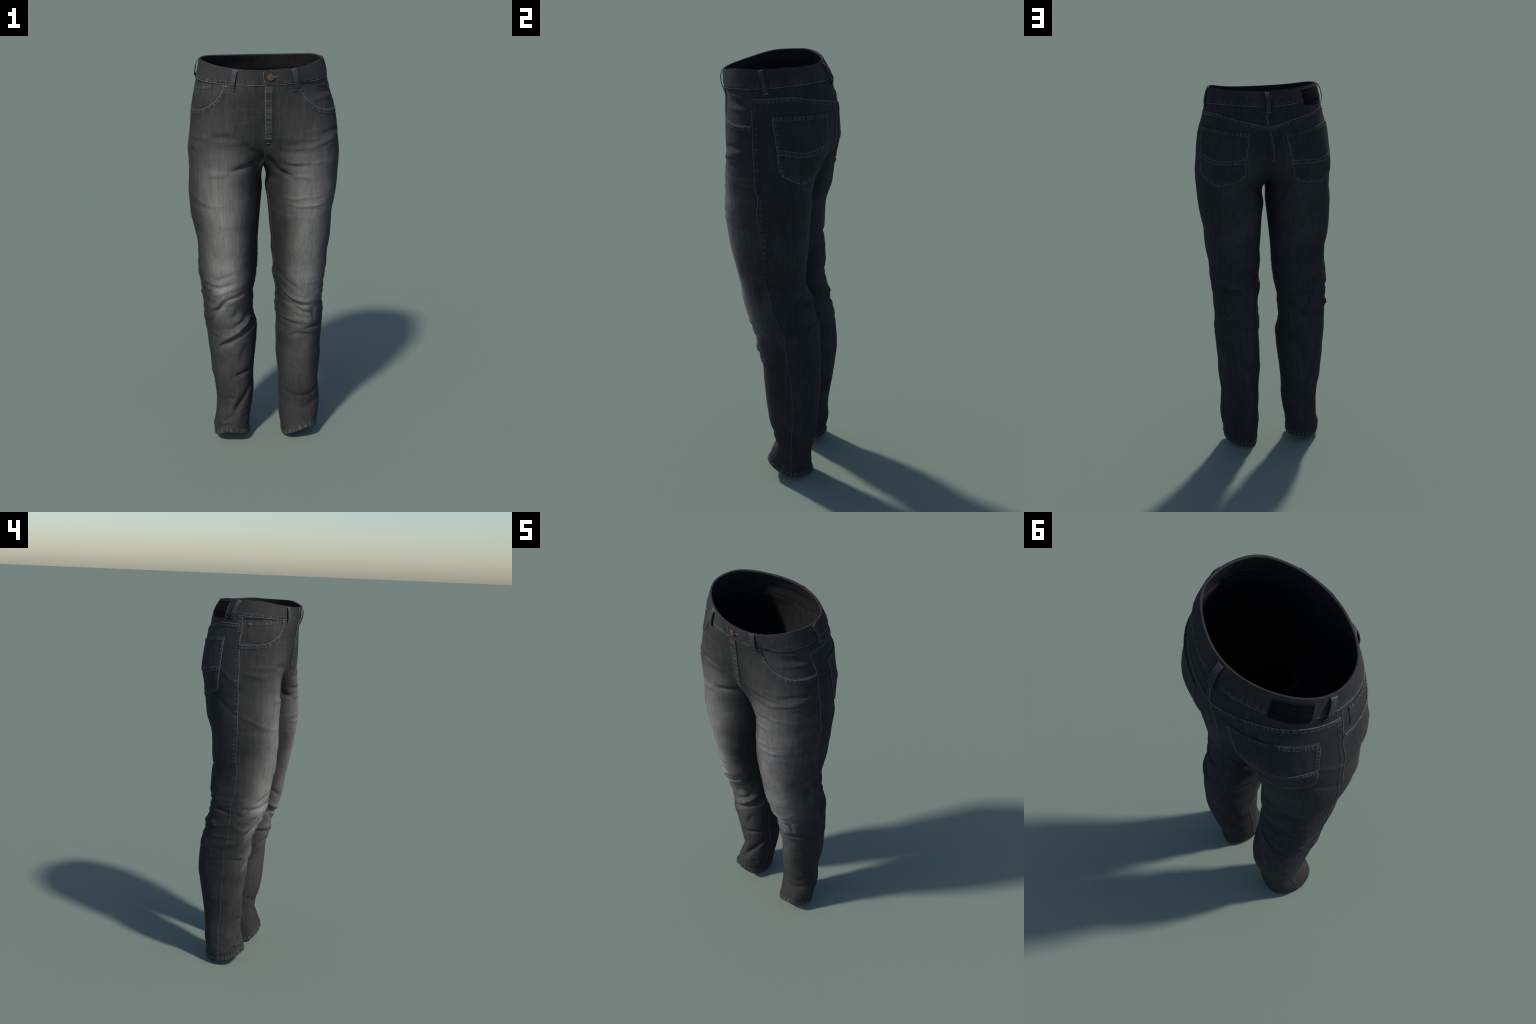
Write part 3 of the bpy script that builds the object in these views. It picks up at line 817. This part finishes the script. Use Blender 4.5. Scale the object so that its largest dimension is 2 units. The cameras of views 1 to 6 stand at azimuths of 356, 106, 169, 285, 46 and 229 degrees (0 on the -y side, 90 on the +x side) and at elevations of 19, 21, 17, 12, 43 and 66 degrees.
def strip(name, points, width, thick, mats, shift=0.0, pucker=0.0, period=0.015, step=0.003, closed=False, wear=0.0, parent=None, rise=None):
    """A sewn band of cloth that follows a path; puckers between its stitches."""
    line, at = walk(points, step, closed)
    loc, nor, tan, cro = frames(line, closed)
    rng = np.random.default_rng(len(loc) + int(width * 1e5))
    jitter = np.cumsum(1 + 0.35 * rng.standard_normal(int(at[-1] / period) + 4)) * period
    jitter = np.maximum.accumulate(jitter)
    phase = np.interp(at, jitter, np.arange(len(jitter)))
    wave = 0.5 + 0.5 * np.cos(2 * np.pi * phase)
    prof = np.array([-1.0, -0.90, -0.5, 0.0, 0.5, 0.90, 1.0])
    hgt = np.array([-0.6, 0.85, 1.0, 1.0, 1.0, 0.85, -0.6])
    mid = np.array([0, 0.15, 0.8, 1.0, 0.8, 0.15, 0])
    verts, n = [], len(prof)
    for i in range(len(loc)):
        amp = pucker * (0.5 + rng.random())
        for k in range(n):
            q, nn = snap(loc[i] + cro[i] * (shift + prof[k] * width / 2))
            h = thick * hgt[k] - amp * (1 - wave[i]) * mid[k]
            h = max(h, mm(0.5)) if hgt[k] > 0 else h
            verts.append(q + nor[i] * h * 0.5 + nn * h * 0.5)
    faces, fm = [], []
    for i in range(len(loc) - 1):
        worn = wave[i] > 0.55 and rng.random() < wear
        for k in range(n - 1):
            faces.append((i * n + k, i * n + k + 1, (i + 1) * n + k + 1, (i + 1) * n + k))
            fm.append(1 if worn and 0 < k < n - 2 else 0)
    if not closed:
        e = (len(loc) - 1) * n
        faces += [tuple(range(n))[::-1], tuple(range(e, e + n))]
        fm += [0, 0]
    return add_object(name, verts, faces, [MAT[m] for m in mats], fm, parent=parent)


def cord(name, points, radius, mat, lift=0.0, shift=0.0, step=0.006, closed=False, parent=None):
    """A rolled cloth edge: a thin round cord half sunk in the cloth."""
    line, at = walk(points, step, closed)
    loc, nor, tan, cro = frames(line, closed)
    rng = np.random.default_rng(len(loc))
    verts, faces, n = [], [], 6
    for i in range(len(loc)):
        q, nn = snap(loc[i] + cro[i] * shift) if shift else (loc[i], nor[i])
        r = radius * (0.8 + 0.4 * rng.random()) * (0.4 if i in (0, len(loc) - 1) and not closed else 1)
        for k in range(n):
            a = 2 * math.pi * k / n
            verts.append(q + nor[i] * (lift + r * math.sin(a)) + cro[i] * r * math.cos(a))
    for i in range(len(loc) - 1):
        for k in range(n):
            faces.append((i * n + k, i * n + (k + 1) % n, (i + 1) * n + (k + 1) % n, (i + 1) * n + k))
    if not closed:
        e = (len(loc) - 1) * n
        faces += [tuple(range(n))[::-1], tuple(range(e, e + n))]
    return add_object(name, verts, faces, MAT[mat], parent=parent)


STITCH = {"thread": ([], []), "dim_thread": ([], []), "black_thread": ([], [])}


def stitches(points, shift=0.0, lift=0.0012, mat="thread", length=0.0055, gap=0.0035, radius=0.0009, closed=False, skip=0.12):
    """A run of lock stitches: short plump dashes of thread."""
    verts, faces = STITCH[mat]
    line, at = walk(points, 0.003, closed)
    loc, nor, tan, cro = frames(line, closed)
    rng = np.random.default_rng(len(loc) + 17)
    pos = 0.002
    while pos + length < at[-1]:
        if rng.random() > skip:
            ring = []
            for f, r in ((0, 0.45), (0.25, 1.0), (0.75, 1.0), (1, 0.45)):
                u = pos + f * length
                c, nn, cr = (np.array([np.interp(u, at, a[:, k]) for k in range(3)]) for a in (loc, nor, cro))
                c = c + cr * shift
                if shift:
                    c, nn = snap(c)
                c = c + nn * lift
                ring.append(len(verts))
                for s1, s2 in ((1, 0), (0, 1), (-1, 0), (0, -1)):
                    verts.append(c + cr * radius * r * s1 + nn * radius * r * s2)
            for a, b in zip(ring[:-1], ring[1:]):
                for k in range(4):
                    faces.append((a + k, a + (k + 1) % 4, b + (k + 1) % 4, b + k))
            faces.append((ring[0] + 3, ring[0] + 2, ring[0] + 1, ring[0]))
            faces.append((ring[-1], ring[-1] + 1, ring[-1] + 2, ring[-1] + 3))
        pos += length + gap


def patch(name, top, bottom, thick, mats, nu=36, nv=40, bulge=0.0, parent=None, round_corner=0.0, fade=0.0, angular=False, seed=1):
    """A piece of cloth or leather between two edge paths, laid on the body with its own thickness."""
    a, b = polyline(top, nu), (straight if angular else polyline)(bottom, nu)
    rng = np.random.default_rng(seed)
    verts, faces = [], []
    us, vs = np.linspace(0, 1, nu), np.linspace(0, 1, nv)
    for j, v in enumerate(vs):
        for i, u in enumerate(us):
            uu, vv = u, v
            if round_corner:
                cu, cv = 2 * u - 1, 2 * v - 1
                r = 1 - round_corner * (abs(cu) * abs(cv)) ** 6
                uu, vv = 0.5 + 0.5 * cu * r, 0.5 + 0.5 * cv * r
            k = uu * (nu - 1)
            i0 = min(int(k), nu - 2)
            f = k - i0
            p = (a[i0] * (1 - f) + a[i0 + 1] * f) * (1 - vv) + (b[i0] * (1 - f) + b[i0 + 1] * f) * vv
            q, n = snap(p)
            thin = 1 - fade * u
            border = i in (0, nu - 1) or j in (0, nv - 1)
            h = -mm(0.6) if border else thick * thin + bulge * math.sin(math.pi * u) * math.sin(math.pi * v)
            verts.append(q + n * h)
    # a second ring just inside the border gives the sheet an upright, slightly rounded edge
    for j in range(nv):
        for i in range(nu):
            if (i in (1, nu - 2) or j in (1, nv - 2)) and 0 < i < nu - 1 and 0 < j < nv - 1:
                oi = 0 if i == 1 else nu - 1 if i == nu - 2 else i
                oj = 0 if j == 1 else nv - 1 if j == nv - 2 else j
                e, here = np.array(verts[oj * nu + oi]), np.array(verts[j * nu + i])
                d = here - e
                m = 0.0018
                L = np.linalg.norm(d)
                q, n = snap(e + d * min(1, m / L))
                verts[j * nu + i] = q + n * thick * 0.85 * (1 - fade * us[i])
    for j in range(nv - 1):
        for i in range(nu - 1):
            faces.append((j * nu + i, j * nu + i + 1, (j + 1) * nu + i + 1, (j + 1) * nu + i))
    v = [np.array(x) for x in verts]
    f0 = faces[len(faces) // 2]
    if np.dot(np.cross(v[f0[1]] - v[f0[0]], v[f0[2]] - v[f0[0]]), snap(v[f0[0]])[1]) < 0:
        faces = [f[::-1] for f in faces]
    return add_object(name, verts, faces, MAT[mats], parent=parent)


def lathe(name, profile, where, normal, mat, parent=None, n=32):
    """Turned metal part: profile of (radius, height) revolved about the surface normal."""
    nrm = Vector(normal).normalized()
    ex = nrm.orthogonal().normalized()
    ey = nrm.cross(ex)
    verts, faces = [], []
    for r, h in profile:
        for k in range(n):
            a = 2 * math.pi * k / n
            verts.append(np.array(where) + np.array(nrm) * h + (np.array(ex) * math.cos(a) + np.array(ey) * math.sin(a)) * r)
    for i in range(len(profile) - 1):
        for k in range(n):
            faces.append((i * n + k, i * n + (k + 1) % n, (i + 1) * n + (k + 1) % n, (i + 1) * n + k))
    faces.append(tuple(range((len(profile) - 1) * n, len(profile) * n)))
    faces.append(tuple(range(n))[::-1])
    return add_object(name, verts, faces, MAT[mat], parent=parent)


def belt_loop(top, bottom, width=0.023, stand=0.009, thick=0.003):
    """A strap sewn at both ends that stands off the waistband in between."""
    top, bottom = np.array(top), np.array(bottom)
    n = 22
    a, na = snap(top)
    b, nb = snap(bottom)
    nor = (na + nb)
    nor[2] *= 0.3
    nor /= np.linalg.norm(nor)
    axis = (b - a) / np.linalg.norm(b - a)
    cro = np.cross(nor, axis)
    cro /= np.linalg.norm(cro)
    prof = [(-1, 0), (-0.93, 1), (-0.6, 1.0), (-0.52, 0.75), (-0.44, 1.0), (0, 1.12), (0.44, 1.0), (0.52, 0.75), (0.6, 1.0), (0.93, 1), (1, 0)]
    under = [(0.6, 0.0), (-0.6, 0.0)]
    ring = [(s, h) for s, h in prof] + under
    verts, faces = [], []
    for i in range(n):
        t = i / (n - 1)
        c, cn = snap(a * (1 - t) + b * t)
        lift = stand * min(1, math.sin(math.pi * min(max((t - 0.03) / 0.94, 0), 1)) ** 0.6 * 1.15)
        # a bar tack squeezes each end
        squeeze = 0.55 if t < 0.06 or t > 0.94 else 1.0
        c0 = a * (1 - t) + b * t
        base = c + nor * lift
        w = width / 2 * (1.12 if t > 0.94 or t < 0.06 else 1.0)
        for s, h in ring:
            verts.append(base + cro * s * w + nor * (h * thick * squeeze + mm(0.4)))
    m = len(ring)
    for i in range(n - 1):
        for k in range(m):
            faces.append((i * m + k, i * m + (k + 1) % m, (i + 1) * m + (k + 1) % m, (i + 1) * m + k))
    faces += [tuple(range(m))[::-1], tuple(range((n - 1) * m, n * m))]
    ob = add_object("belt_loop", verts, faces, MAT["loop"])
    for f in (0.03, 0.97):
        c, cn = snap(a * (1 - f) + b * f)
        p = [c + cro * s * width * 0.55 + nor * mm(3.2) for s in (-1, 1)]
        bar = []
        for q in p:
            for d1, d2 in ((1, 0), (0, 1), (-1, 0), (0, -1)):
                bar.append(q + axis * d1 * mm(2.4) + nor * d2 * mm(1.6))
        add_object("bar_tack", bar, [(0, 1, 5, 4), (1, 2, 6, 5), (2, 3, 7, 6), (3, 0, 4, 7), (3, 2, 1, 0), (4, 5, 6, 7)], MAT["edge"], parent=ob)
    return ob


# lines of the grid that are seams --------------------------------------------
def column(side, part, col, r0=0, r1=None):
    return P1[GRIDS[side][part][r0:r1, col]]


def row(side, r, c0=0, c1=None):
    return P1[GRIDS[side][0][r, c0:c1]]


waist_line = np.concatenate([row(-1, ROW_BAND)[::-1], row(1, ROW_BAND)[1:]])
cord("waist_seam", waist_line[2:-2], 0.0016, "edge", lift=0.0004)
strip("waist_tuck", waist_line[2:-2], 0.016, 0.0010, ("band", "band_worn"), shift=0.0125, pucker=0.0014, period=0.021, wear=0.6)
for side in (1, -1):
    # outer side seam: lapped edge with roping behind it
    s_line = column(side, 0, SIDE_COL, ROW_BAND + 1)
    cord("side_seam", s_line[:110], 0.0017, "edge", lift=0.0003)
    cord("side_seam", s_line[109:], 0.0014, "ridge", lift=0.0002)
    back = -1 if side > 0 else 1
    strip("seam_allowance", s_line[:150], 0.020, 0.0013, ("back", "band_worn"), shift=back * -0.0125, pucker=0.0012, period=0.022, wear=0.5)
    stitches(s_line[:70], shift=back * -0.005, mat="dim_thread")
    stitches(s_line[70:], shift=back * -0.005, mat="dim_thread", skip=0.35)
    # inseam: twin-stitched felled seam
    i_line = column(side, 1, IN_COL, 2)
    strip("inseam", i_line, 0.015, 0.0014, ("felled", "ridge"), pucker=0.0008, period=0.012, wear=0.35)
    stitches(i_line, shift=0.005, lift=0.0018, radius=0.0011)
    stitches(i_line, shift=-0.005, lift=0.0016, mat="dim_thread")
    # yoke seam
    y_line = row(side, ROW_YOKE, SIDE_COL + 1)
    down = 1 if side > 0 else -1
    strip("yoke_seam", y_line, 0.018, 0.0020, ("felled", "ridge"), shift=down * -0.009, pucker=0.0016, period=0.0135, wear=0.75)
    cord("yoke_edge", y_line, 0.0018, "edge", lift=0.0018)
    stitches(y_line, shift=down * -0.003, lift=0.003)
    stitches(y_line, shift=down * -0.0155, lift=0.003)
    # hem
    h_line = np.concatenate([P1[GRIDS[side][0][-1]], P1[GRIDS[side][1][-1]][1:-1]])
    h_up = np.concatenate([P1[GRIDS[side][0][-3]], P1[GRIDS[side][1][-3]][1:-1]])
    toward = 1 if side > 0 else -1
    strip("hem", h_up, 0.021, 0.0022, ("felled", "ridge"), shift=0.0, pucker=0.0022, period=0.022, closed=True, wear=0.75, step=0.0035)
    h_st = np.concatenate([P1[GRIDS[side][0][-5]], P1[GRIDS[side][1][-5]][1:-1]])
    stitches(h_st, shift=0, lift=0.0018, closed=True, length=0.007, radius=0.0012)

# centre back seam and centre front below the fly
c_line = column(1, 0, COLS_OUT - 1, ROW_BAND + 1, ROW_SPLIT - 2)
strip("seat_seam", c_line, 0.013, 0.0015, ("felled", "ridge"), shift=-0.006, pucker=0.0010, period=0.014, wear=0.5)
cord("seat_edge", c_line, 0.0016, "edge", lift=0.001)
stitches(c_line, shift=-0.010, lift=0.0025)
stitches(c_line, shift=-0.003, lift=0.0025)
f_line = column(1, 0, 0, ROW_BAND + 1, ROW_SPLIT + 1)

# fly ------------------------------------------------------------------------
fly_left = [(-.003, -.24, 1.896), (-.004, -.238, 1.80), (-.004, -.236, 1.72), (-.004, -.218, 1.645)]
fly = strip("fly", [(p[0] + 0.016, p[1], p[2]) for p in fly_left], 0.036, 0.0040, ("facing", "front_worn"), pucker=0.0036, period=0.030, wear=0.65)
cord("fly_edge", fly_left, 0.0019, "edge", lift=0.002, parent=fly)
stitches(fly_left, shift=-0.004 * -1, lift=0.0045)
stitches(FLY_STITCH, lift=0.0014, radius=0.0013)
stitches([(x - 0.012, y, z + 0.004 * (z < 1.64)) for x, y, z in FLY_STITCH], lift=0.0012, radius=0.0009, skip=0.3)
cord("bar_tack", [(-.001, -.220, 1.628), (.022, -.221, 1.624)], 0.0020, "thread", lift=0.002, parent=fly)
overlap = patch("waistband_tab", [(-.010, -.242, 1.962), (.030, -.242, 1.962), (.100, -.23, 1.963)], [(.001, -.24, 1.899), (.036, -.24, 1.899), (.100, -.23, 1.902)], 0.0034, "band", 30, 24, fade=0.97)
cord("tab_edge", [(-.006, -.242, 1.963), (-.010, -.242, 1.952), (-.010, -.242, 1.935), (-.006, -.242, 1.915), (.002, -.24, 1.898)], 0.0019, "edge", lift=0.0022, parent=overlap)
b_loc, b_nor = snap((.021, -.246, 1.934))
b_nor = b_nor + np.array([0, 0, -0.05])
lathe("button", [(.004, .000), (.004, .004), (.0138, .0045), (.0150, .0060), (.0150, .0075), (.0138, .0090), (.0122, .0092), (.0114, .0080), (.0080, .0076), (.0072, .0088), (.0058, .0092), (.0052, .0082), (.0042, .0082), (.0034, .0094), (.001, .0098)], b_loc, b_nor, "brass")
strip("buttonhole", [(.030, -.244, 1.934), (.056, -.242, 1.937)], 0.006, 0.0042, ("pink", "pink"), pucker=0.0006, period=0.004, step=0.0015)

# belt loops ------------------------------------------------------------------
for stand, top, bottom in (
    (0.009, (-.133, -.213, 1.966), (-.149, -.215, 1.875)),
    (0.007, (.124, -.226, 1.967), (.136, -.212, 1.868)),
    (0.0035, (.282, -.012, 1.992), (.302, .016, 1.893)),
    (0.010, (-.292, -.001, 1.994), (-.300, .031, 1.899)),
    (0.013, (.009, .178, 1.978), (.010, .222, 1.884)),
):
    belt_loop(top, bottom, stand=stand)

# front pockets -----------------------------------------------------------------
for side, mouth, rivet in ((1, LEFT_POCKET_MOUTH, (.152, -.209, 1.892)), (-1, RIGHT_POCKET_MOUTH, (-.175, -.206, 1.892))):
    low = -1 if side > 0 else 1
    band = strip("front_pocket", mouth, 0.020, 0.0026, ("felled", "ridge"), shift=low * 0.010, pucker=0.0015, period=0.0135, wear=0.7)
    cord("pocket_edge", mouth, 0.0019, "edge", lift=0.0018, parent=band)
    stitches(mouth, shift=low * 0.0035, lift=0.0035)
    stitches(mouth, shift=low * 0.0185, lift=0.0015)
    loc, nor = snap(rivet)
    lathe("rivet", [(.0040, .0), (.0040, .0015), (.0030, .0028), (.001, .0032)], loc, nor, "copper", n=16)
coin = patch("coin_pocket", [(-.316, -.056, 1.873), (-.290, -.130, 1.876), (-.243, -.177, 1.882)], [(-.334, -.056, 1.792), (-.312, -.128, 1.786), (-.262, -.174, 1.800)], 0.0024, "facing", 30, 24)
coin_top = [(-.317, -.058, 1.870), (-.292, -.130, 1.873), (-.245, -.177, 1.879)]
strip("coin_hem", coin_top, 0.015, 0.0042, ("felled", "ridge"), shift=0.008, pucker=0.0016, period=0.014, wear=0.8, parent=coin)
stitches(coin_top, shift=0.002, lift=0.0055)
stitches(coin_top, shift=0.0155, lift=0.0045)
stitches([(-.246, -.176, 1.872), (-.255, -.174, 1.836), (-.262, -.172, 1.806)], shift=0.0, lift=0.0035)
cord("coin_edge", [(-.243, -.177, 1.880), (-.252, -.176, 1.838), (-.260, -.174, 1.806)], 0.0012, "edge", lift=0.0016, parent=coin)
stitches([(-.318, -.060, 1.870), (-.330, -.060, 1.826), (-.335, -.060, 1.795)], shift=0.0, lift=0.0035, mat="dim_thread")

# back pockets ------------------------------------------------------------------
for side, shape in ((1, LEFT_BACK_POCKET), (-1, RIGHT_BACK_POCKET)):
    top, bottom = shape["top"], shape["bottom"]
    pk = patch("back_pocket", top, bottom, 0.0040, "pocket", 41, 44, angular=True)
    inn = [np.array(top[0]), np.array(bottom[0])]
    out = [np.array(top[-1]), np.array(bottom[-1])]
    mid = lambda ab, t: tuple(ab[0] * (1 - t) + ab[1] * t)
    d = -1 if side > 0 else 1
    t_line = [tuple(p) for p in polyline(top, 9)]
    strip("pocket_hem", t_line, 0.020, 0.0060, ("felled", "ridge"), shift=-d * 0.0105, pucker=0.0015, period=0.013, wear=0.7, parent=pk)
    stitches(t_line, shift=-d * 0.003, lift=0.0060)
    stitches(t_line, shift=-d * 0.0185, lift=0.0060)
    for ab, e in ((inn, 1), (out, -1)):
        edge = [tuple(snap(mid(ab, t))[0]) for t in np.linspace(0.02, 0.98, 12)]
        cord("pocket_edge", edge, 0.0018, "edge", lift=0.0030, parent=pk)
        strip("pocket_border", edge, 0.011, 0.0048, ("pocket", "ridge"), shift=d * -e * 0.009 * -1, pucker=0.0014, period=0.016, wear=0.6, parent=pk)
        stitches(edge, shift=d * e * 0.0035, lift=0.0048)
        stitches(edge, shift=d * e * 0.0150, lift=0.0048, mat="dim_thread")
    for half in (bottom[:3], bottom[2:]):
        cord("pocket_edge", half, 0.0018, "edge", lift=0.0030, parent=pk)
        strip("pocket_border", half, 0.013, 0.0050, ("pocket", "ridge"), shift=d * 0.009, pucker=0.0015, period=0.014, wear=0.6, parent=pk)
        stitches(half, shift=d * 0.0035, lift=0.0048)
        stitches(half, shift=d * 0.0165, lift=0.0048)
    # the double band across the pocket
    cross = [tuple(np.array(a) * 0.40 + np.array(b) * 0.60) for a, b in zip(polyline(top, 9), polyline([bottom[0], bottom[2], bottom[-1]], 9))]
    sag = [(p[0], p[1], p[2] + (0.012 * math.sin(math.pi * k / 8))) for k, p in enumerate(cross)]
    strip("pocket_band", sag, 0.020, 0.0058, ("pocket", "ridge"), pucker=0.0014, period=0.011, wear=0.35, parent=pk)
    for o in (-0.0095, 0.0095):
        cord("band_edge", sag, 0.0012, "edge", lift=0.0046, shift=o, parent=pk)
    for o in (-0.006, -0.001, 0.006):
        stitches(sag, shift=o, lift=0.0059)

# leather patch -------------------------------------------------------------------
lp = patch("leather_patch", [(-.174, .139, 1.983), (-.228, .099, 1.986), (-.272, .052, 1.988)], [(-.184, .171, 1.906), (-.240, .128, 1.903), (-.283, .077, 1.903)], 0.0030, "leather", 30, 26, round_corner=0.05)
frame = [(-.177, .140, 1.980), (-.228, .100, 1.982), (-.268, .056, 1.984), (-.277, .073, 1.910), (-.238, .126, 1.910), (-.188, .166, 1.912)]
loop = [frame[0], frame[1], frame[2]]
stitches([frame[0], frame[1], frame[2]], lift=0.0036, mat="black_thread", skip=0)
stitches([frame[3], frame[4], frame[5]], lift=0.0036, mat="black_thread", skip=0)
stitches([frame[2], frame[3]], lift=0.0036, mat="black_thread", skip=0)
stitches([frame[5], frame[0]], lift=0.0036, mat="black_thread", skip=0)
cord("patch_edge", [(-.274, .054, 1.983), (-.2845, .077, 1.906)], 0.0012, "edge", lift=0.0012, parent=lp)

# the seams show on the inside of the cloth as well
for side in (1, -1):
    stitches(row(side, ROW_YOKE, SIDE_COL + 1), lift=-0.0038)
    stitches(row(side, ROW_YOKE + 3, SIDE_COL + 1), lift=-0.0038, mat="dim_thread")
    stitches(row(side, ROW_BAND + 1), lift=-0.0042, mat="dim_thread")
    stitches(column(side, 0, SIDE_COL, ROW_BAND + 2, 110), lift=-0.0038, mat="dim_thread")
for shape in (LEFT_BACK_POCKET, RIGHT_BACK_POCKET):
    t, b = shape["top"], shape["bottom"]
    for path in (t, [t[0], b[0]], [t[-1], b[-1]]):
        stitches([tuple(snap(p)[0]) for p in polyline(path, 12)], lift=-0.0038, mat="dim_thread")

for mat, (verts, faces) in STITCH.items():
    ob = add_object("stitching", verts, faces, MAT[mat])
    ob["kind"] = "stuff"
